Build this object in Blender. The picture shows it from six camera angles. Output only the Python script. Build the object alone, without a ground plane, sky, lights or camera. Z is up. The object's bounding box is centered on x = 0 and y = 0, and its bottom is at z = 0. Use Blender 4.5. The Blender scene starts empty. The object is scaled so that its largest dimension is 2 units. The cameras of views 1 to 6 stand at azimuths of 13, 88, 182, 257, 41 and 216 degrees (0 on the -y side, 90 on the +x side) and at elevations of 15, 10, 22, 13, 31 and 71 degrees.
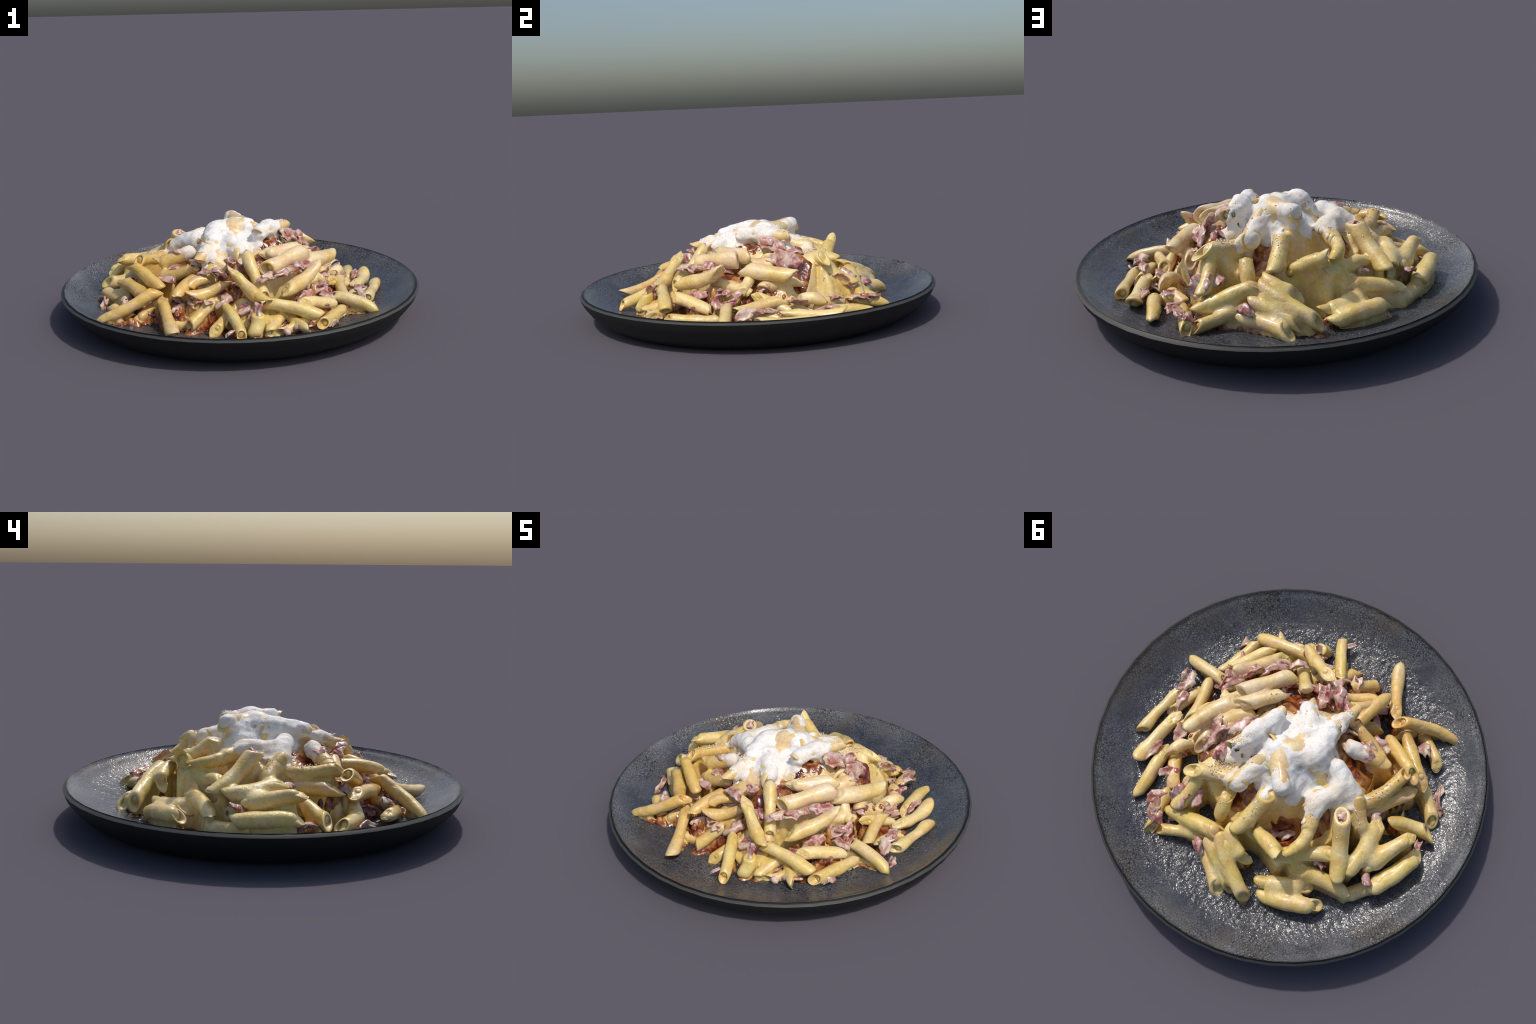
import bpy, math
import numpy as np
from mathutils import Vector

RNG = np.random.default_rng(7)

# ------------------------------------------------------------------ helpers
def sine_noise(freq, seed, octaves=3, waves=7):
    """smooth pseudo noise in 3D, built from a few random plane waves"""
    g = np.random.default_rng(seed)
    terms = []
    for o in range(octaves):
        for _ in range(waves):
            d = g.normal(size=3); d /= np.linalg.norm(d)
            terms.append((d * freq * (1.9 ** o) * g.uniform(.7, 1.3), g.uniform(0, 6.283), .55 ** o))
    norm = math.sqrt(sum(t[2] ** 2 for t in terms) / 2)
    def f(p):
        p = np.asarray(p, float)
        out = np.zeros(p.shape[:-1])
        for k, ph, a in terms:
            out += a * np.sin(p @ k + ph)
        return out / norm
    return f

def new_object(name, verts, faces, mat, parent=None, origin=None, smooth=True):
    verts = np.asarray(verts, float)
    o = np.zeros(3) if origin is None else np.asarray(origin, float)
    me = bpy.data.meshes.new(name)
    me.from_pydata((verts - o).tolist(), [], [list(map(int, f)) for f in faces])
    me.update()
    if smooth:
        me.polygons.foreach_set('use_smooth', np.ones(len(me.polygons), bool))
    for m in (mat if isinstance(mat, (list, tuple)) else [mat]):
        me.materials.append(m)
    ob = bpy.data.objects.new(name, me)
    bpy.context.collection.objects.link(ob)
    ob.location = o
    if parent is not None:
        ob.parent = parent
    return ob

# ---------------------------------------------------------------- materials
class Mat:
    def __init__(self, name):
        self.m = bpy.data.materials.new(name); self.m.use_nodes = True
        self.t = self.m.node_tree; self.n = self.t.nodes
        self.b = self.n['Principled BSDF']
        self.pos = self.n.new('ShaderNodeNewGeometry').outputs['Position']
    def link(self, a, b): self.t.links.new(a, b)
    def noise(self, scale, detail=4, rough=.55, vec=None, dist=0.):
        n = self.n.new('ShaderNodeTexNoise')
        n.inputs['Scale'].default_value = scale; n.inputs['Detail'].default_value = detail
        n.inputs['Roughness'].default_value = rough; n.inputs['Distortion'].default_value = dist
        self.link(vec or self.pos, n.inputs['Vector']); return n.outputs['Fac']
    def voronoi(self, scale, feature='F1', rnd=1., vec=None, out='Distance'):
        n = self.n.new('ShaderNodeTexVoronoi'); n.feature = feature
        n.inputs['Scale'].default_value = scale; n.inputs['Randomness'].default_value = rnd
        self.link(vec or self.pos, n.inputs['Vector']); return n.outputs[out]
    def ramp(self, fac, stops, mode='LINEAR'):
        n = self.n.new('ShaderNodeValToRGB'); n.color_ramp.interpolation = mode
        e = n.color_ramp.elements
        while len(e) < len(stops): e.new(.5)
        for s, (p, c) in zip(e, stops):
            s.position = p
            s.color = (c, c, c, 1) if isinstance(c, (int, float)) else (*c, 1)
        self.link(fac, n.inputs['Fac']); return n.outputs['Color']
    def mix(self, fac, a, b, blend='MIX'):
        n = self.n.new('ShaderNodeMix'); n.data_type = 'RGBA'; n.blend_type = blend
        for s, v in ((n.inputs['Factor'], fac), (n.inputs['A'], a), (n.inputs['B'], b)):
            if isinstance(v, (int, float)): s.default_value = v
            elif isinstance(v, tuple): s.default_value = (*v, 1)
            else: self.link(v, s)
        return n.outputs['Result']
    def math(self, op, a, b=None, clamp=False):
        n = self.n.new('ShaderNodeMath'); n.operation = op; n.use_clamp = clamp
        for s, v in zip(n.inputs, (a, b)):
            if v is None: continue
            if isinstance(v, (int, float)): s.default_value = v
            else: self.link(v, s)
        return n.outputs[0]
    def warp(self, scale, amount):
        n = self.n.new('ShaderNodeTexNoise'); n.inputs['Scale'].default_value = scale
        self.link(self.pos, n.inputs['Vector'])
        s = self.n.new('ShaderNodeVectorMath'); s.operation = 'MULTIPLY_ADD'
        self.link(n.outputs['Color'], s.inputs[0]); s.inputs[1].default_value = (amount,) * 3
        self.link(self.pos, s.inputs[2]); return s.outputs[0]
    def radius(self):
        sp = self.n.new('ShaderNodeSeparateXYZ'); self.link(self.pos, sp.inputs[0])
        return self.math('SQRT', self.math('ADD', self.math('MULTIPLY', sp.outputs[0], sp.outputs[0]),
                                           self.math('MULTIPLY', sp.outputs[1], sp.outputs[1])))
    def near(self, c, r0, r1):
        """1 inside r0 of point c, 0 outside r1"""
        d = self.n.new('ShaderNodeVectorMath'); d.operation = 'DISTANCE'
        self.link(self.pos, d.inputs[0]); d.inputs[1].default_value = c
        mr = self.n.new('ShaderNodeMapRange'); mr.interpolation_type = 'SMOOTHSTEP'
        self.link(d.outputs['Value'], mr.inputs['Value'])
        mr.inputs['From Min'].default_value = r1; mr.inputs['From Max'].default_value = r0
        return mr.outputs[0]
    def bump(self, h, strength, dist):
        n = self.n.new('ShaderNodeBump'); n.inputs['Strength'].default_value = strength
        n.inputs['Distance'].default_value = dist
        self.link(h, n.inputs['Height']); self.link(n.outputs[0], self.b.inputs['Normal'])
    def done(self, color, rough, spec=.5, coat=0.):
        for s, v in (('Base Color', color), ('Roughness', rough)):
            if isinstance(v, (int, float)): self.b.inputs[s].default_value = v
            elif isinstance(v, tuple): self.b.inputs[s].default_value = (*v, 1)
            else: self.link(v, self.b.inputs[s])
        self.b.inputs['Specular IOR Level'].default_value = spec
        self.b.inputs['Coat Weight'].default_value = coat
        self.b.inputs['Coat Roughness'].default_value = .15
        return self.m

PASTA = (.82, .60, .19); CREAM = (.91, .74, .40); OLIVE = (.72, .55, .11); OIL = (.60, .28, .045)
BLUSH = (.70, .45, .32)

def pasta_color(M, oil_lo=.47, oil_amount=.58, oil=OIL):
    big = M.noise(3.2, 3); mid = M.noise(11, 4); fine = M.noise(60, 5, .65)
    c = M.mix(M.ramp(mid, [(.35, 0.), (.68, 1.)]), PASTA, CREAM)
    c = M.mix(M.math('MULTIPLY', M.ramp(big, [(.42, 0.), (.62, 1.)]), .55), c, OLIVE)
    stain = M.ramp(M.noise(7.5, 4, .6, dist=.6), [(oil_lo, 0.), (oil_lo + .24, 1.)])
    c = M.mix(M.math('MULTIPLY', stain, oil_amount), c, oil)
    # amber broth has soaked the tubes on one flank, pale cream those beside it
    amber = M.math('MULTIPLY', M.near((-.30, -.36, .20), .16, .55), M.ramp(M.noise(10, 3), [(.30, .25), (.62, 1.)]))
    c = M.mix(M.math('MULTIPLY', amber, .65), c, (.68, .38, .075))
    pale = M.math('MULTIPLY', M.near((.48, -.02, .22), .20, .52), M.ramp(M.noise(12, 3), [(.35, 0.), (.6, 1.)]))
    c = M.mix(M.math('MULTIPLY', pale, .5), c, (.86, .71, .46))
    # pinkish cream sauce smeared over the crown of the heap
    crown = M.math('MULTIPLY', M.near((.12, -.10, .42), .12, .50), M.ramp(M.noise(9, 3), [(.38, 0.), (.6, 1.)]))
    c = M.mix(M.math('MULTIPLY', crown, .65), c, (.76, .60, .42))
    blush = M.ramp(M.noise(14, 3, .5, vec=M.warp(5, .2)), [(.55, 0.), (.70, 1.)])
    c = M.mix(M.math('MULTIPLY', blush, .6), c, BLUSH)
    c = M.mix(1., c, M.ramp(fine, [(.3, .88), (.7, 1.08)]), 'MULTIPLY')
    speck = M.ramp(M.voronoi(34), [(.05, 1.), (.09, 0.)])
    return M.mix(M.math('MULTIPLY', speck, .6), c, (.22, .11, .03)), fine

def make_materials():
    R = {}
    M = Mat('penne_pasta'); c, f = pasta_color(M)
    rnd = M.n.new('ShaderNodeObjectInfo').outputs['Random']
    c = M.mix(1., c, M.ramp(rnd, [(0., (.92, .88, .78)), (.5, (1., 1., 1.)), (1., (1.05, 1.04, 1.08))]), 'MULTIPLY')
    M.bump(M.noise(38, 6, .68), .5, .008)
    R['penne'] = M.done(c, M.ramp(M.noise(20, 3), [(.35, .16), (.7, .40)]), .5, .4)

    M = Mat('cream_sauce'); c, f = pasta_color(M)
    M.bump(M.noise(38, 6, .68), .5, .008)
    R['sauce'] = M.done(c, M.ramp(M.noise(16, 3), [(.35, .15), (.7, .38)]), .5, .4)

    M = Mat('meat_gravy')
    c = M.ramp(M.noise(15, 6, .6, dist=.8), [(.33, (.045, .007, .005)), (.43, (.16, .026, .013)), (.51, (.33, .11, .026)),  # dark stops partly paint the occlusion shade between the tubes
                                  (.61, (.50, .25, .07)), (.74, (.66, .44, .21))])
    M.bump(M.noise(35, 4), .6, .01)
    R['gravy'] = M.done(c, .18, .5, .4)

    M = Mat('cured_ham')
    w = M.warp(9, .12)
    c = M.ramp(M.noise(16, 5, .6, vec=w), [(.32, (.17, .022, .022)), (.43, (.38, .11, .105)), (.52, (.54, .31, .29)), (.66, (.70, .52, .46))])
    c = M.mix(M.ramp(M.noise(6, 2), [(.5, 0.), (.7, .6)]), c, (.50, .27, .14))
    c = M.mix(M.ramp(M.noise(19, 4, .6, vec=M.warp(6, .15)), [(.48, 0.), (.62, .75)]), c, (.78, .64, .47))
    M.bump(M.noise(50, 4), .5, .008)
    R['ham'] = M.done(c, .25, .5, .3)

    M = Mat('grated_cheese')
    g = M.noise(85, 6, .7); patch = M.noise(9, 4, .6)
    c = M.ramp(g, [(.28, (.55, .42, .28)), (.40, (.84, .79, .73)), (.52, (.92, .91, .89))])
    c = M.mix(M.math('MULTIPLY', M.ramp(patch, [(.46, 0.), (.66, 1.)]), .7), c, (.84, .71, .54))
    away = M.math('SUBTRACT', 1., M.near((-.06, -.02, .46), .16, .38))
    c = M.mix(M.math('MULTIPLY', M.math('MULTIPLY', away, M.ramp(M.noise(26, 5, .7), [(.40, 0.), (.58, 1.)])), .8), c, (.85, .70, .48))
    M.bump(M.noise(120, 5, .7), .6, .006)
    R['cheese'] = M.done(c, M.ramp(patch, [(.4, .65), (.65, .35)]), .4)

    M = Mat('crackle_glaze')
    w = M.warp(14, .035); r = M.radius()
    crack = M.voronoi(72, 'DISTANCE_TO_EDGE', vec=w)
    crack2 = M.voronoi(24, 'DISTANCE_TO_EDGE', vec=w)
    cloud = M.noise(9.0, 8, .72); tint = M.noise(5, 3)
    c = M.ramp(cloud, [(.30, (.042, .046, .058)), (.50, (.080, .086, .102)), (.70, (.140, .148, .168))])
    c = M.mix(M.math('MULTIPLY', M.ramp(tint, [(.48, 0.), (.68, 1.)]), .45), c, (.14, .125, .10))
    rim = M.ramp(M.math('ADD', r, M.math('MULTIPLY', M.math('SUBTRACT', M.noise(6, 4), .5), .22)), [(.86, 0.), (1., 1.)])
    c = M.mix(M.math('MULTIPLY', rim, .55), c, (.20, .205, .21))
    c = M.mix(1., c, M.ramp(M.noise(2.6, 5, .6), [(.30, .70), (.70, 1.32)]), 'MULTIPLY')
    rust = M.math('MULTIPLY', M.ramp(r, [(.80, 0.), (.95, 1.)]), M.ramp(M.noise(3.4, 4, .6), [(.52, 0.), (.66, 1.)]))
    c = M.mix(M.math('MULTIPLY', rust, .55), c, (.12, .092, .055))
    vis = M.ramp(M.noise(4.5, 3), [(.35, .35), (.58, 1.)])
    lines = M.math('MULTIPLY', M.math('MAXIMUM', M.ramp(crack, [(.02, 1.), (.14, 0.)]), M.ramp(crack2, [(.01, .7), (.05, 0.)])), vis)
    c = M.mix(M.math('MULTIPLY', lines, .92), c, (.010, .010, .014))
    c = M.mix(M.math('MULTIPLY', M.ramp(M.noise(150, 3, .7), [(.52, 0.), (.68, 1.)]), .45), c, (.014, .014, .018))
    wet = M.ramp(r, [(.68, 1.), (.90, 0.)])
    h = M.math('ADD', M.math('MULTIPLY', M.noise(32, 3, .5), M.math('ADD', M.math('MULTIPLY', wet, 1.5), .12)), M.math('MULTIPLY', lines, -.05))
    M.bump(h, .5, .02)
    R['glaze'] = M.done(c, M.mix(wet, (.24, .24, .24), (.13, .13, .13)), .5)

    M = Mat('dark_stoneware')
    R['ceramic'] = M.done(M.ramp(M.noise(8, 3), [(.3, (.014, .014, .0135)), (.7, (.018, .018, .017))]), .6, .3)
    M = Mat('rim_clay')
    R['rim'] = M.done(M.ramp(M.noise(12, 3), [(.3, (.045, .046, .041)), (.7, (.060, .060, .055))]), .6, .35)
    M = Mat('rim_baked_dark')
    R['line'] = M.done((.006, .007, .008), .5, .3)  # near-black copies the edge darkening baked into the scanned rim
    return R

MAT = make_materials()

# -------------------------------------------------------------------- plate
def lathe(profile, seg, close_in=False, wob=None):
    v = []; f = []
    for r, z in profile:
        for i in range(seg):
            a = 2 * math.pi * i / seg
            v.append((r * math.cos(a), r * math.sin(a), z))
    n = len(profile)
    for j in range(n - 1):
        for i in range(seg):
            k = (i + 1) % seg
            f.append((j * seg + i, j * seg + k, (j + 1) * seg + k, (j + 1) * seg + i))
    if close_in:
        v.append((0, 0, profile[-1][1])); c = len(v) - 1
        for i in range(seg):
            f.append(((n - 1) * seg + i, (n - 1) * seg + (i + 1) % seg, c))
    return np.array(v), f

DISH_R = np.array([0, .30, .50, .62, .72, .80, .87, .93, .965, .981])
DISH_Z = np.array([.061, .061, .061, .064, .070, .081, .103, .135, .161, .178])
def dish_z(r): return np.interp(r, DISH_R, DISH_Z)

SEG = 48
body = [(.979, .1765), (.990, .1722), (1.0, .163), (.996, .150), (.983, .122), (.957, .088), (.918, .051), (.876, .022), (.833, .004), (.79, .0), (.4, .0)]
v, f = lathe(body, SEG, True)
f = [tuple(reversed(q)) for q in f]
plate = new_object('plate', v, f, [MAT['ceramic'], MAT['rim'], MAT['line']])
for i, p in enumerate(plate.data.polygons):
    p.material_index = 2 if i < SEG else (1 if i < 2 * SEG else 0)
plate.data.set_sharp_from_angle(angle=math.radians(32))
plate['label'] = 'round dark stoneware plate with crackled grey glaze'
plate['category'] = 'plate'

rr = np.concatenate([np.linspace(.981, .90, 16), np.linspace(.89, .5, 50), np.linspace(.48, .05, 16)])
v, f = lathe(list(zip(rr, dish_z(rr))), 256, True)
# smooth the dish curve and give the thrown surface a slight unevenness
lump = sine_noise(7, 3); grain = sine_noise(30, 4)
rad = np.hypot(v[:, 0], v[:, 1])
zs = np.zeros(len(v))
for k in np.linspace(-.04, .04, 9): zs += dish_z(np.clip(rad + k, 0, .981)) / 9
edge = np.clip((.981 - rad) / .03, 0, 1)
v[:, 2] = zs * edge + v[:, 2] * (1 - edge) + (.0012 * lump(v) + .0007 * grain(v)) * edge
glaze = new_object('crackle_glaze', v, [tuple(q) for q in f], MAT['glaze'], plate)
# every face of the dish must look upwards
if glaze.data.polygons[0].normal.z < 0: glaze.data.flip_normals()

# -------------------------------------------------------------------- penne
heap = bpy.data.objects.new('penne_pasta_heap', None)
bpy.context.collection.objects.link(heap)
heap.location = (0, 0, .055)
heap['label'] = 'heap of creamy penne with ham strips and grated cheese'
heap['category'] = 'pasta dish'
bpy.context.view_layer.update()

# one tube: end points of its centre line, radius, cut direction (degrees from up, hole of the
# first end looks that way), curtain (1: thick sauce hangs from it down to the dish)
def tube(a, b, r=.035, cut=None, curtain=0., tilt=42, bend=None):
    return dict(a=np.array(a, float), b=np.array(b, float), r=r, cut=cut, curtain=curtain, tilt=tilt, bend=bend)

RIM_SIDE = [   # ring of tubes lying on the dish, sunny side
    tube((.739, .274, .104), (.715, -.02, .098), .035, 80),
    tube((.655, .388, .110), (.635, .126, .136), .035, 180),
    tube((.766, -.194, .098), (.535, -.177, .150), .034, 150),
    tube((.607, -.232, .098), (.547, -.481, .103), .034, 120),
    tube((.555, -.270, .145), (.442, -.452, .195), .032, 100),
    tube((.525, -.490, .145), (.260, -.525, .215), .034, 180),
    tube((.187, -.755, .112), (.060, -.535, .185), .034, 0, tilt=35),
    tube((-.157, -.770, .105), (-.289, -.525, .205), .035, 170),
    tube((-.600, -.620, .100), (-.331, -.482, .234), .036, 180),
    tube((.547, .551, .100), (.578, .291, .105), .034, 180),
    tube((.378, .665, .100), (.425, .480, .125), .033, 30),
    tube((.345, .640, .100), (.140, .545, .145), .034, 20),
    tube((.137, .582, .110), (-.075, .710, .098), .034, 180),
    tube((-.609, -.432, .118), (-.46, -.540, .095), .036, 0, tilt=30),
    tube((-.600, -.300, .125), (-.740, -.180, .122), .035, 180),
    tube((.10, -.60, .12), (.02, -.46, .16), .030, 90),
    tube((.48, -.575, .105), (.36, -.46, .13), .026, 90),
    tube((.02, -.655, .085), (.08, -.50, .14), .028, 40),
    tube((.30, -.62, .10), (.36, -.44, .15), .030, 160),
    tube((.635, -.06, .11), (.68, .10, .10), .028, 160),
    tube((.42, .42, .12), (.50, .30, .13), .032, 160),
    tube((-.11, -.640, .110), (-.02, -.520, .205), .032, 0, tilt=30),
    tube((-.70, -.06, .10), (-.60, -.10, .13), .030, 60),
    tube((.238, -.600, .180), (.225, -.650, .085), .036, 0, tilt=25),
    tube((.35, -.60, .085), (.44, -.50, .11), .030, 90),
    tube((-.23, -.60, .10), (-.08, -.58, .12), .030, 150),
    tube((-.42, -.56, .09), (-.36, -.44, .14), .032, 40),
    tube((.12, -.57, .10), (.28, -.56, .12), .030, 150),
]
MIDDLE = [     # second storey
    tube((.476, -.207, .325), (.340, -.425, .245), .037, 200),
    tube((.245, -.530, .228), (.075, -.440, .350), .037, 190),
    tube((-.202, -.554, .236), (-.167, -.330, .270), .035, 180),
    tube((-.355, -.372, .215), (-.545, -.262, .305), .036, 170),
    tube((-.415, -.440, .190), (-.600, -.280, .222), .036, 170),
    tube((.496, .169, .290), (.370, -.085, .310), .038, 180),
    tube((.548, .111, .172), (.605, -.110, .135), .034, 20),
    tube((.228, -.335, .335), (.370, -.110, .365), .044, 90, tilt=25),
    tube((.115, -.290, .392), (.240, -.455, .220), .036, 180),
    tube((-.165, -.312, .315), (-.399, -.246, .235), .037, 0, tilt=25),
    tube((.366, .080, .330), (.270, -.060, .320), .034, 60, tilt=25),
    tube((.490, -.095, .214), (.410, -.05, .262), .033, 60, tilt=25),
    tube((.524, .310, .165), (.480, .20, .15), .034, 90),
    tube((-.165, -.462, .250), (-.085, -.390, .280), .032, 150),
    tube((-.133, -.500, .220), (.02, -.400, .275), .033, 170),
    tube((.46, .02, .22), (.40, .20, .24), .033, 150),
    tube((.36, -.24, .26), (.46, -.06, .20), .032, 40),
    tube((.52, -.02, .19), (.58, .14, .12), .030, 90),
    tube((.30, -.48, .14), (.14, -.44, .16), .034, 90),
    tube((-.25, -.42, .16), (-.10, -.34, .19), .034, 90),
    tube((.24, .52, .12), (.36, .38, .16), .034, 90),
]
SHADE_SIDE = [ # far side, where thick cream joins the tubes into one drapery
    tube((-.432, -.010, .290), (-.512, -.240, .325), .038, 190, .9),
    tube((-.471, -.016, .228), (-.575, -.205, .245), .038, 180, .6),
    tube((-.590, -.040, .190), (-.760, -.110, .150), .037, 150, 0),
    tube((-.610, .220, .205), (-.705, -.010, .262), .036, 190, .75),
    tube((-.683, .280, .155), (-.775, .022, .172), .036, 190, 1.),
    tube((-.552, .290, .232), (-.540, .030, .275), .038, 190, .9),
    tube((-.518, .340, .240), (-.388, .128, .395), .038, 180, .6),
    tube((-.297, .278, .350), (-.240, .100, .385), .038, 0, .3, 25),
    tube((-.245, .450, .350), (-.070, .390, .262), .040, 150, 1.),
    tube((-.281, .405, .320), (-.300, .262, .352), .028, 180, .7),
    tube((-.240, .440, .270), (-.440, .280, .268), .036, 180, .9),
    tube((-.335, .425, .200), (-.585, .376, .155), .038, 0, 1.),
    tube((-.272, .610, .098), (-.515, .505, .145), .037, 180, .8),
    tube((-.235, .560, .130), (-.420, .460, .155), .035, 180, .6),
    tube((.080, .560, .175), (-.125, .665, .118), .034, 180, .8),
    tube((.040, .520, .232), (-.205, .672, .132), .038, 180, .8),
    tube((.020, .470, .245), (-.110, .530, .205), .034, 180, .9),
    tube((.328, .535, .135), (.055, .508, .240), .038, 180, .7),
    tube((.316, .490, .200), (.292, .320, .320), .036, 180, .6),
    tube((.330, .350, .345), (.120, .255, .330), .038, 10, .2),
    tube((-.010, .425, .275), (-.045, .230, .385), .042, 180, .7),
    tube((.112, .420, .225), (.125, .320, .300), .036, 180, .3),
    tube((-.408, .017, .350), (-.500, .110, .270), .037, 180, .9),
    tube((-.60, .38, .11), (-.70, .24, .11), .034, 90, .9),
    tube((-.05, .58, .12), (.10, .50, .14), .034, 90, .8),
]
CROWN = [      # tubes under the cheese
    tube((-.110, .222, .480), (.040, .060, .452), .038, 0, .75, 30),
    tube((-.135, .015, .466), (-.112, -.190, .428), .042, 90, .0),
    tube((-.120, .000, .462), (.060, .045, .462), .040, 90, .0),
    tube((.222, .170, .458), (.160, -.005, .476), .036, 60, .0, 30),
    tube((.128, -.100, .466), (.155, .055, .472), .036, 180, .0),
    tube((-.137, -.330, .372), (-.112, -.120, .442), .039, 190, .2),
    tube((-.395, -.224, .318), (-.215, -.180, .375), .037, 170, .3),
    tube((.110, .302, .370), (.060, .120, .430), .042, 60, .2),
    tube((-.390, .010, .340), (-.220, -.060, .405), .040, 90, .4),
    tube((-.246, .170, .380), (-.300, -.010, .380), .038, 90, .3),
    tube((.060, -.235, .382), (-.060, -.080, .435), .040, 90, .0),
    tube((.315, .060, .340), (.240, .180, .340), .036, 90, .0),
    tube((.200, -.210, .385), (.330, -.060, .375), .036, 90, .0),
]
TUBES = RIM_SIDE + MIDDLE + SHADE_SIDE + CROWN
for i, t in enumerate(TUBES):
    g = np.random.default_rng(100 + i)
    ax = t['b'] - t['a']; L = np.linalg.norm(ax); ax /= L
    up = np.array([0, 0, 1.]) - ax * ax[2]; up /= np.linalg.norm(up)
    side = np.cross(ax, up)
    w = g.normal(size=2) * .0075
    if t['tilt'] == 42: t['tilt'] = g.uniform(36, 54)
    t['r'] *= g.uniform(.91, 1.01)
    t['mid'] = (t['a'] + t['b']) / 2 + side * w[0] + up * (w[1] if t['bend'] is None else t['bend'])
    t['ax'], t['up'], t['side'], t['len'] = ax, up, side, L
    if t['cut'] is None: t['cut'] = g.uniform(0, 360)

def centre(t, s):
    s = np.asarray(s)[..., None]
    return (1 - s) ** 2 * t['a'] + 2 * s * (1 - s) * (2 * t['mid'] - .5 * (t['a'] + t['b'])) + s ** 2 * t['b']

dent = sine_noise(16, 21, 2); ripple = sine_noise(55, 22, 2)
def penne_mesh(t, i):
    """hollow tube with both ends cut aslant, dented, thick-walled"""
    g = np.random.default_rng(300 + i)
    R, L = t['r'], t['len']
    nu, ns = 36, 30
    ph = np.linspace(0, 2 * np.pi, nu, endpoint=False)
    phi0 = math.radians(t['cut']); k = math.tan(math.radians(t['tilt']))
    flat = g.uniform(.88, 1.0); rollf = g.uniform(0, np.pi)
    off = k * R * np.cos(ph - phi0)
    def ring(s0, rad):
        # end planes lean: shift every generator along the axis near both ends
        s = s0 + off * (rad / R) / L * (1. if s0 < .5 else 1.) * (abs(2 * s0 - 1) ** 2)
        c = centre(t, s)
        rx = rad * (1 + (flat - 1) * np.cos(ph - rollf) ** 2)
        dirs = np.cos(ph)[:, None] * t['up'] + np.sin(ph)[:, None] * t['side']
        return c, dirs, rx
    hollow = g.uniform(size=2) < (.75, .6)
    rows = []
    outer = np.linspace(0, 1, ns)
    for s0 in outer:
        c, d, rx = ring(s0, R)
        e = min(s0, 1 - s0)
        rx = rx * (1 - .10 * np.exp(-e / .03)) * (1 + .05 * math.cos(2 * np.pi * s0))
        if not hollow[0 if s0 < .5 else 1]:      # soft end, squeezed shut along the cut
            rx = rx * (1 - .52 * math.exp(-e / .07) * np.abs(np.cos(ph - phi0)))
        p = c + d * rx[:, None]
        rx = rx + .0036 * dent(p) + .0010 * ripple(p)
        rows.append(c + d * rx[:, None])
    def plug(end):
        # rounded lip, then a bore that is clogged with sauce at a random depth
        open_ = hollow[0 if end < .5 else 1]
        depth = (g.uniform(.8, 2.0) if open_ else -g.uniform(.05, .15)) * R / L
        bore = .64 if open_ else .70
        out = []
        for fr, dp in ((.86, -.05 * R / L), (bore + .06, 0.), (bore, depth * .5), (bore * .8, depth), (bore * .35, depth * 1.05)):
            s1 = end + (dp if end < .5 else -dp)
            c, d, rx = ring(end, R * fr)
            c = c + (centre(t, np.array([s1])) - centre(t, np.array([end])))
            if not open_: rx = rx * (1 - .52 * np.abs(np.cos(ph - phi0)))
            out.append(c + d * rx[:, None])
        return out
    first, last = plug(0.), plug(1.)
    rows = first[::-1] + rows + last
    n = len(rows)
    v = np.concatenate(rows + [rows[0].mean(0)[None], rows[-1].mean(0)[None]])
    f = []
    for j in range(n - 1):
        for q in range(nu):
            q2 = (q + 1) % nu
            f.append((j * nu + q, (j + 1) * nu + q, (j + 1) * nu + q2, j * nu + q2))
    for q in range(nu):
        q2 = (q + 1) % nu
        f.append((n * nu, q, q2)); f.append((n * nu + 1, (n - 1) * nu + q2, (n - 1) * nu + q))
    return v, f

for i, t in enumerate(TUBES):
    v, f = penne_mesh(t, i)
    ob = new_object('penne', v, f, MAT['penne'], None, origin=t['mid'])
    # outward test
    p = ob.data.polygons[36 * 17]
    c = Vector(t['mid'] * 0)
    cc = centre(t, np.array([.41]))[0] - t['mid']
    if (Vector(p.center) - Vector(cc)).dot(p.normal) < 0: ob.data.flip_normals()
    ob.parent = heap; ob.matrix_parent_inverse = heap.matrix_world.inverted()

def keep(v, f, mask):
    f = f[mask[f].all(1)]
    used = np.zeros(len(v), bool); used[f.ravel()] = True
    m = np.cumsum(used) - 1
    return v[used], m[f]

# --------------------------------------------------------- gravy under the tubes
GH = .006
ux = np.arange(-.84, .85, GH); uy = np.arange(-.84, .80, GH)
UX, UY = np.meshgrid(ux, uy, indexing='ij')
num = np.zeros(UX.shape); den = np.full(UX.shape, 1e-9); foot = np.zeros(UX.shape)
for t in TUBES:
    for s in np.linspace(0, 1, 7):
        c = centre(t, np.array([s]))[0]
        d2 = (UX - c[0]) ** 2 + (UY - c[1]) ** 2
        w = np.exp(-d2 / (2 * .05 ** 2)) * math.exp(c[2] * 7)
        num += w * c[2]; den += w
        foot = np.maximum(foot, np.exp(-d2 / (2 * .042 ** 2)))
        
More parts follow.
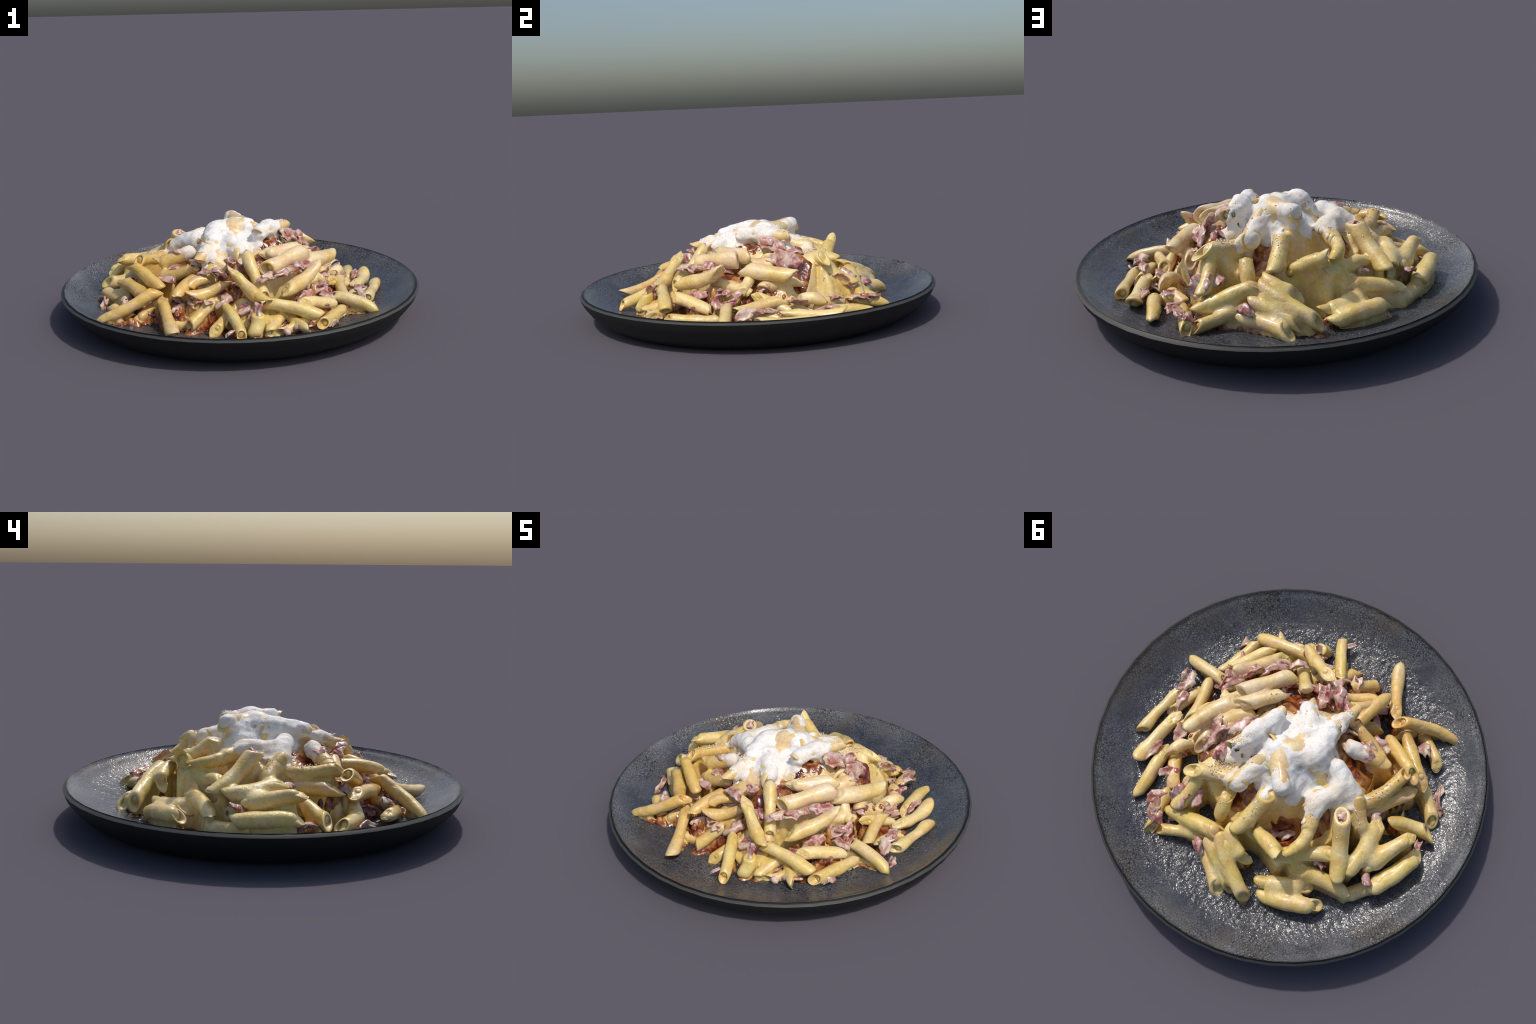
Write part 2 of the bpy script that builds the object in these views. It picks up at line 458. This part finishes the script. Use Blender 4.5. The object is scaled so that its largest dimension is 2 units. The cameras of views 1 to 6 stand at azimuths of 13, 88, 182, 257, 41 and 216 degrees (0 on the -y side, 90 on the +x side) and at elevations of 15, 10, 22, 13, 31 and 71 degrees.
# inside the heap no bare dish shows between the tubes
ang = np.arctan2(UY, UX)
inner_r = .47 + .03 * np.sin(3 * ang + 1) - .06 * np.exp(-((np.arctan2(np.sin(ang + 1.75), np.cos(ang + 1.75))) / .5) ** 2)
foot = np.maximum(foot, np.clip((inner_r - np.hypot(UX, UY)) / .06 + .5, 0, 1))
axis_z = num / den
hz = axis_z - .052
PIT = [(-.19, .51, .05, .07), (-.42, .40, .05, .04), (-.15, .31, .065, .11), (-.21, .28, .05, .08), (-.34, .31, .04, .08), (-.50, -.36, .05, .05), (-.62, .12, .05, .06),
       (-.33, .20, .05, .04), (.31, -.40, .05, .02), (.30, .28, .06, -.045), (-.12, -.57, .06, -.03), (-.28, -.57, .05, -.025)]
for px, py, s, dz in PIT:
    hz -= dz * np.exp(-((UX - px) ** 2 + (UY - py) ** 2) / (2 * s * s))
Q = np.stack([UX, UY, hz], -1)
hz = hz + .011 * sine_noise(34, 51, 2)(Q) + .0035 * sine_noise(80, 52, 2)(Q)
dz = dish_z(np.hypot(UX, UY))
edge = np.clip((foot - .70) / .28, 0, 1)
hz = dz - .006 + np.maximum(hz - dz, -.002) * edge
v = np.stack([UX, UY, hz], -1).reshape(-1, 3)
ni, nj = UX.shape
ii, jj = np.meshgrid(np.arange(ni - 1), np.arange(nj - 1), indexing='ij')
b0 = (ii * nj + jj).ravel()
f = np.stack([b0, b0 + nj, b0 + nj + 1, b0 + 1], 1)
v, f = keep(v, f, (hz > dz - .0055).ravel())
gravy = new_object('meat_gravy', v, f, MAT['gravy'])
gravy.parent = heap; gravy.matrix_parent_inverse = heap.matrix_world.inverted()
def gravy_z(x, y):
    i = int(np.clip((x + .84) / GH, 0, ni - 1)); j = int(np.clip((y + .84) / GH, 0, nj - 1))
    return hz[i, j]

# --------------------------------------------------- distance field of the heap
H = .0070
X0, X1, Y0, Y1, Z0, Z1 = -.86, .86, -.86, .82, .03, .57
gx = np.arange(X0, X1, H); gy = np.arange(Y0, Y1, H); gz = np.arange(Z0, Z1, H)
GX, GY, GZ = np.meshgrid(gx, gy, gz, indexing='ij')
def lift(a):
    # height-map samples carried over to the columns of the distance grid
    i = np.clip(((gx + .84) / GH).round().astype(int), 0, ni - 1); j = np.clip(((gy + .84) / GH).round().astype(int), 0, nj - 1)
    return a[np.ix_(i, j)]
SX, SY = GX[:, :, 0], GY[:, :, 0]
shade = np.interp(SX * -.6 + SY * .8, [-.20, .30], [0, 1])
crown = np.exp(-((SX - .02) ** 2 + SY ** 2) / (2 * .19 ** 2))
thick_cream = np.maximum(shade, crown)
K = (.0095 + .0062 * shade + .004 * crown)[:, :, None]
S = np.zeros(GX.shape)

def seg_dist(px, py, pz, a, b, curtain):
    ab = b - a; l2 = ab @ ab
    tt = np.clip(((px - a[0]) * ab[0] + (py - a[1]) * ab[1] + (pz - a[2]) * ab[2]) / l2, 0, 1)
    d = np.sqrt((px - a[0] - tt * ab[0]) ** 2 + (py - a[1] - tt * ab[1]) ** 2 + (pz - a[2] - tt * ab[2]) ** 2)
    if curtain > 0:
        th = np.clip(((px - a[0]) * ab[0] + (py - a[1]) * ab[1]) / (ab[0] ** 2 + ab[1] ** 2 + 1e-9), 0, 1)
        zc = a[2] + th * ab[2]
        dh = np.sqrt((px - a[0] - th * ab[0]) ** 2 + (py - a[1] - th * ab[1]) ** 2 + np.maximum(pz - zc, 0) ** 2)
        d = np.minimum(d, dh + .034 * (1 - curtain) + .008)
    return d

def window(lo, hi):
    s = []
    for q, g0, n in ((0, X0, len(gx)), (1, Y0, len(gy)), (2, Z0, len(gz))):
        s.append(slice(max(0, int((lo[q] - g0) / H)), min(n, int((hi[q] - g0) / H) + 2)))
    return tuple(s)

def add_tube(t, shrink, trim=1.25):
    pad = .11
    pts = np.stack([t['a'], t['mid'], t['b']])
    lo, hi = pts.min(0) - pad, pts.max(0) + pad
    if t['curtain'] > 0: lo[2] = Z0
    w = window(lo, hi)
    px, py, pz = GX[w], GY[w], GZ[w]
    e = min(.45, t['r'] * trim / t['len'])
    q = [centre(t, np.array([s]))[0] for s in (e, .5, 1 - e)]
    d = np.minimum(seg_dist(px, py, pz, q[0], q[1], t['curtain']), seg_dist(px, py, pz, q[1], q[2], t['curtain']))
    S[w] += np.exp(np.clip(-(d - (t['r'] - shrink)) / K[w[0], w[1]], -60, 25))

for t in RIM_SIDE + MIDDLE: add_tube(t, .0065)
for t in SHADE_SIDE: add_tube(t, .0005)
for t in CROWN: add_tube(t, .0015, .7)
P = np.stack([GX, GY, GZ], -1)
# cream that has run into the gaps: high on the crown and the shaded side, patchy elsewhere
P0 = np.stack([SX, SY, SX * 0], -1)
cream_z = lift(axis_z) - (.086 - .030 * shade - .064 * crown) + .026 * sine_noise(22, 43, 2)(P0)
for px, py, ps, dz_ in PIT: cream_z = cream_z - dz_ * 1.15 * np.exp(-((SX - px) ** 2 + (SY - py) ** 2) / (2 * ps * ps))
cream_z = np.where(lift(foot) > .40, cream_z, -.2) - .35 * np.clip(.90 - lift(foot), 0, 1)
S += np.exp(np.clip(-(GZ - cream_z[:, :, None]) * .75 / K, -60, 25))
field_noise = (.0036 * sine_noise(15, 41, 2)(P) + .0012 * sine_noise(45, 42, 2)(P))
D = -K * np.log(np.maximum(S, 1e-18)) + field_noise
floor = dish_z(np.hypot(GX[:, :, 0], GY[:, :, 0]))[:, :, None] - .006
D = np.maximum(D, floor - GZ)

def surface_nets(F):
    """naive surface nets: one vertex per mixed cell, one quad per crossed grid edge"""
    ins = F < 0
    nx, ny, nz = F.shape
    cnt = np.zeros((nx - 1, ny - 1, nz - 1), np.int32); acc = np.zeros((nx - 1, ny - 1, nz - 1, 3), np.float32)
    c = [(i, j, k) for i in (0, 1) for j in (0, 1) for k in (0, 1)]
    sl = lambda o: tuple(slice(q, n - 1 + q) for q, n in zip(o, F.shape))
    for a in c:
        for axis in range(3):
            if a[axis]: continue
            b = list(a); b[axis] = 1; b = tuple(b)
            fa, fb = F[sl(a)], F[sl(b)]
            m = (fa < 0) != (fb < 0)
            tt = np.where(m, fa / np.where(m, fa - fb, 1), 0)
            cnt += m
            for q in range(3):
                acc[..., q] += np.where(m, a[q] + (tt if q == axis else 0), 0)
    mixed = cnt > 0
    idx = -np.ones(mixed.shape, np.int64); idx[mixed] = np.arange(mixed.sum())
    base = np.argwhere(mixed)
    v = (base + acc[mixed] / cnt[mixed][:, None]) * H + np.array([X0, Y0, Z0])
    faces = []
    for axis in range(3):
        u, w = (axis + 1) % 3, (axis + 2) % 3
        lo = [slice(None)] * 3; hi = [slice(None)] * 3
        lo[axis] = slice(0, -1); hi[axis] = slice(1, None)
        cr = ins[tuple(lo)] != ins[tuple(hi)]
        e = np.argwhere(cr); flip = ins[tuple(lo)][cr]
        ok = (e[:, u] > 0) & (e[:, w] > 0) & (e[:, u] < F.shape[u] - 1) & (e[:, w] < F.shape[w] - 1)
        e, flip = e[ok], flip[ok]
        def at(du, dw):
            q = e.copy(); q[:, u] += du; q[:, w] += dw
            return idx[q[:, 0], q[:, 1], q[:, 2]]
        quad = np.stack([at(-1, -1), at(0, -1), at(0, 0), at(-1, 0)], 1)
        quad[~flip] = quad[~flip][:, ::-1]
        faces.append(quad)
    return v, np.concatenate(faces)

def relax(v, f, n, lam=.5):
    e = np.concatenate([f[:, [0, 1]], f[:, [1, 2]], f[:, [2, 3]], f[:, [3, 0]]]); e = np.concatenate([e, e[:, ::-1]])
    deg = np.bincount(e[:, 0], minlength=len(v))[:, None]
    for _ in range(n):
        s = np.stack([np.bincount(e[:, 0], v[e[:, 1], q], minlength=len(v)) for q in range(3)], 1)
        v = v + lam * (s / np.maximum(deg, 1) - v)
    return v

v, f = surface_nets(D)
v, f = keep(v, f, v[:, 2] > dish_z(np.hypot(v[:, 0], v[:, 1])) - .004)
v = relax(v, f, 2)
sauce = new_object('cream_sauce', v, f, MAT['sauce'])
sauce.parent = heap; sauce.matrix_parent_inverse = heap.matrix_world.inverted()

# ------------------------------------------------------------------ ham pieces
def ham_piece(c, heading, L, W, T=.014, pitch=0., roll=0., curl=.3, seed=0):
    g = np.random.default_rng(900 + seed)
    nu, nv = 22, 10
    u = np.linspace(-1, 1, nu); w = np.linspace(-1, 1, nv)
    U, Wd = np.meshgrid(u, w, indexing='ij')
    width = 1 - .35 * np.abs(U) ** 3 + .18 * np.sin(3 * U + g.uniform(0, 6))
    x = U * L / 2 + .08 * L * np.sin(2.2 * Wd + g.uniform(0, 6)) * .5
    y = Wd * W / 2 * width
    z = curl * L * .25 * (np.cos(U * 1.7 + g.uniform(-.6, .6)) - .6) + .16 * W * np.sin(Wd * 2.6 + g.uniform(0, 6) + 1.2 * U) 
    n1 = sine_noise(60, 950 + seed, 2); rag = sine_noise(150, 990 + seed, 1)
    base = np.stack([x, y, z], -1)
    z = z + .006 * n1(base)
    y = y * (1 + .16 * rag(base)); x = x + .006 * rag(base[..., [1, 2, 0]])
    prof = T / 2 * np.sqrt(np.clip(1 - np.abs(Wd) ** 4, 0, 1)) * np.sqrt(np.clip(1 - np.abs(U) ** 6, 0, 1)) + .0012
    top = np.stack([x, y, z + prof], -1).reshape(-1, 3); bot = np.stack([x, y, z - prof], -1).reshape(-1, 3)
    v = np.concatenate([top, bot]); N = nu * nv; f = []
    for i in range(nu - 1):
        for j in range(nv - 1):
            q = i * nv + j
            f.append((q, q + nv, q + nv + 1, q + 1)); f.append((N + q, N + q + 1, N + q + nv + 1, N + q + nv))
    loop = [(i, 0) for i in range(nu)] + [(nu - 1, j) for j in range(1, nv)] + [(i, nv - 1) for i in range(nu - 2, -1, -1)] + [(0, j) for j in range(nv - 2, 0, -1)]
    ids = [i * nv + j for i, j in loop]
    for a, b in zip(ids, ids[1:] + ids[:1]): f.append((b, a, N + a, N + b))
    h, p, r = map(math.radians, (heading, pitch, roll))
    Rz = np.array([[math.cos(h), -math.sin(h), 0], [math.sin(h), math.cos(h), 0], [0, 0, 1]])
    Ry = np.array([[math.cos(p), 0, -math.sin(p)], [0, 1, 0], [math.sin(p), 0, math.cos(p)]])
    Rx = np.array([[1, 0, 0], [0, math.cos(r), -math.sin(r)], [0, math.sin(r), math.cos(r)]])
    v = v @ (Rz @ Ry @ Rx).T + np.asarray(c)
    ob = new_object('ham_piece', v, f, MAT['ham'], None, origin=c)
    ob.parent = heap; ob.matrix_parent_inverse = heap.matrix_world.inverted()

HAM = [  # centre, heading, length, width, pitch, roll
    ((.345, .150, .366), 70, .16, .08, -25, 55), ((.285, .085, .420), 50, .14, .07, -20, 60), ((.30, .20, .350), 20, .13, .06, -20, 30), ((.37, .10, .35), 100, .13, .06, -20, 50),
    ((.256, .055, .448), 80, .12, .06, 0, 30), ((.275, .180, .385), 110, .12, .06, -10, 10),
    ((.246, -.405, .318), 55, .11, .05, 5, 40), ((.33, -.32, .335), 55, .14, .05, 5, 30), ((.41, -.235, .345), 60, .11, .05, 0, 40), ((.30, -.37, .32), 30, .08, .05, 0, 20),
    ((.694, -.077, .150), 115, .13, .06, 10, 20), ((.663, .028, .149), 100, .10, .045, -10, 30), ((.70, -.03, .155), 60, .08, .04, 0, 0),
    ((.613, .329, .140), 85, .12, .035, 0, -20), ((.236, -.600, .195), 80, .08, .06, 60, 0), ((.215, -.585, .16), 100, .09, .05, 70, 20),
    ((-.715, -.290, .110), 125, .14, .035, 0, 40), ((-.69, -.34, .10), 100, .10, .035, 10, 20),
    ((.419, .577, .150), 110, .13, .055, 0, 10), ((.445, .510, .155), 60, .11, .05, 10, -20), ((.38, .60, .135), 160, .10, .045, -10, 0),
    ((.485, -.200, .215), 60, .11, .06, 20, 10), ((.50, -.14, .19), 100, .10, .05, 30, 40), ((.53, -.23, .18), 20, .09, .05, -30, 20),
    ((-.400, .130, .395), 40, .07, .05, 10, 10), ((-.637, .262, .200), 120, .10, .05, 50, 0),
    ((-.022, -.384, .330), 140, .13, .07, -10, 10), ((-.08, -.37, .32), 150, .11, .06, 0, 20), ((.03, -.33, .365), 120, .12, .06, -20, 10),
    ((-.146, .330, .165), 20, .12, .06, 0, 10), ((-.20, .29, .17), 80, .10, .06, 10, 0), ((-.10, .37, .20), 110, .09, .05, 30, 20),
    ((.320, .455, .245), 70, .15, .10, -20, 10), ((.26, .43, .25), 100, .10, .07, -20, 0),
    ((-.33, -.33, .25), 160, .11, .05, 10, 20), ((-.30, -.25, .30), 170, .13, .06, -10, 10), ((-.28, -.20, .375), 10, .12, .06, 0, 10),
    ((.16, -.52, .19), 60, .12, .05, 20, 30), ((-.05, -.52, .20), 120, .12, .05, -20, 20), ((.04, -.50, .21), 60, .11, .05, 30, 40),
    ((.44, -.53, .115), 40, .09, .06, 0, 10), ((.38, -.56, .10), 70, .09, .05, 10, 20), ((.43, -.33, .20), 70, .12, .06, 20, 30),
    ((.40, -.40, .165), 30, .12, .06, 10, 40), ((.24, -.50, .15), 90, .10, .05, 20, 10), ((-.20, -.50, .16), 60, .11, .05, 0, 20),
    ((-.50, -.47, .155), 140, .11, .05, 20, 10), ((.55, .18, .175), 100, .11, .05, 0, 20), ((.48, .38, .17), 60, .10, .05, 0, 10),
    ((-.52, .02, .255), 130, .10, .05, 0, 20), ((-.40, .33, .245), 150, .11, .05, 0, 10), ((-.76, -.02, .14), 110, .08, .04, 0, 20),
    ((.12, .60, .16), 140, .10, .05, 10, 10), ((.60, -.44, .10), 60, .07, .04, 0, 10), ((-.02, .57, .18), 120, .07, .04, 0, 10),
    ((.13, -.74, .13), 60, .06, .025, 10, 0), ((.75, -.10, .085), 110, .10, .05, 0, 0),
]
for i, (c, hd, L, W, pt, rl) in enumerate(HAM):
    ham_piece((c[0], c[1], c[2] - .005), hd, L, W * .95, .014, pt, rl, .4, i)
g = np.random.default_rng(77)
k = 0
while k < 110:
    t = TUBES[g.integers(0, len(RIM_SIDE) + len(MIDDLE))]
    c = centre(t, np.array([g.uniform(0, 1)]))[0] * g.uniform(.8, .97)
    z = gravy_z(c[0], c[1])
    if z < .075: continue
    ham_piece((c[0], c[1], z + .009), g.uniform(0, 180), g.uniform(.05, .10), g.uniform(.02, .042), .012, g.uniform(-35, 35), g.uniform(-50, 50), .5, 200 + k)
    k += 1

# ------------------------------------------------------------- grated cheese cap
BLOBS = [ # centre x y z, reach
    (.174, .051, .47, .075), (.130, -.075, .46, .07), (.068, .083, .45, .10), (.200, .190, .42, .055), (-.07, .10, .46, .11),
    (.062, -.225, .42, .07), (-.03, -.18, .44, .09), (-.096, -.094, .46, .11), (-.04, .05, .46, .12), (-.19, -.07, .44, .10),
    (-.215, -.190, .40, .065), (-.29, -.17, .37, .05), (-.263, -.054, .41, .09), (.100, .294, .39, .075), (.03, .22, .42, .09),
    (-.08, .20, .48, .08), (-.181, .225, .41, .07), (-.146, .133, .44, .10), (-.304, .003, .40, .09), (-.37, .0, .37, .07),
    (-.246, .140, .41, .08), (-.36, .05, .37, .06), (-.29, .09, .40, .08), (-.10, -.27, .39, .05), (.15, .12, .45, .08),
    (.02, -.08, .44, .10), (.09, -.01, .45, .08), (-.10, .02, .47, .09),
]
m = np.zeros(S.shape)
for bx, by, bz, br in BLOBS:
    w = window(np.array([bx, by, bz]) - 2.4 * br, np.array([bx, by, bz]) + 2.4 * br)
    d2 = (GX[w] - bx) ** 2 + (GY[w] - by) ** 2 + ((GZ[w] - bz) * .9) ** 2
    m[w] = np.maximum(m[w], np.exp(-d2 / (2 * (br * .8) ** 2)))
near_heap = (m > .05)
thick = np.full(S.shape, -.05)
pn = P[near_heap]
mm = m[near_heap] + .10 * sine_noise(28, 61, 2)(pn) + .11 * sine_noise(110, 62, 2)(pn)
thick[near_heap] = np.interp(mm, [.28, .42, .56, .90], [-.012, -.001, .0050, .0092])
kk = np.broadcast_to(K, S.shape)
Dsoft = -kk * np.log(np.maximum(S, 1e-18))
C = Dsoft - thick
C[near_heap] += .0016 * sine_noise(60, 63, 2)(pn) + .0012 * sine_noise(140, 64, 2)(pn)
v, f = surface_nets(C)
tv = np.empty(len(v)); gi = np.clip(((v - [X0, Y0, Z0]) / H).round().astype(int), 0, np.array(S.shape) - 1)
tv = thick[gi[:, 0], gi[:, 1], gi[:, 2]]
v, f = keep(v, f, tv > -.009)
v = relax(v, f, 1)
cheese = new_object('grated_cheese', v, f, MAT['cheese'])
cheese.parent = heap; cheese.matrix_parent_inverse = heap.matrix_world.inverted()

# loose crumbs of cheese around the edge of the cap
ico = []
for a in range(5):
    for b in range(6):
        th, ps = math.pi * (a + .5) / 5, 2 * math.pi * b / 6
        ico.append((math.sin(th) * math.cos(ps), math.sin(th) * math.sin(ps), math.cos(th)))
ico = np.array(ico); icf = []
for a in range(4):
    for b in range(6):
        icf.append((a * 6 + b, (a + 1) * 6 + b, (a + 1) * 6 + (b + 1) % 6, a * 6 + (b + 1) % 6))
icf.append((0, 1, 2, 3)); icf.append((0, 3, 4, 5)); icf.append((27, 26, 25, 24)); icf.append((29, 28, 27, 24))
icf = np.array(icf)
top_k = (Dsoft < 0)[:, :, ::-1].argmax(2)
solid = (Dsoft < 0).any(2)
top_z = gz[len(gz) - 1 - top_k]
g = np.random.default_rng(5); cv = []; cf = []; n = 0
while n < 4500:
    bx, by, bz, br = BLOBS[g.integers(0, len(BLOBS))]
    q = g.normal(size=2) * br * 1.15 + (bx, by)
    i, j = int((q[0] - X0) / H), int((q[1] - Y0) / H)
    if not solid[i, j] or abs(top_z[i, j] - bz) > .09: continue
    if np.ptp(top_z[i - 1:i + 2, j - 1:j + 2]) > .016: continue      # dust settles only where the surface is gentle
    sc = g.uniform(.0014, .0036) * (1 + .3 * g.normal(size=3))
    p = ico * sc + np.array([q[0], q[1], top_z[i, j] + .0035])
    cv.append(p); cf.append(icf + 30 * n); n += 1
crumbs = new_object('cheese_crumbs', np.concatenate(cv), np.concatenate(cf), MAT['cheese'])
crumbs['kind'] = 'stuff'
crumbs.parent = heap; crumbs.matrix_parent_inverse = heap.matrix_world.inverted()
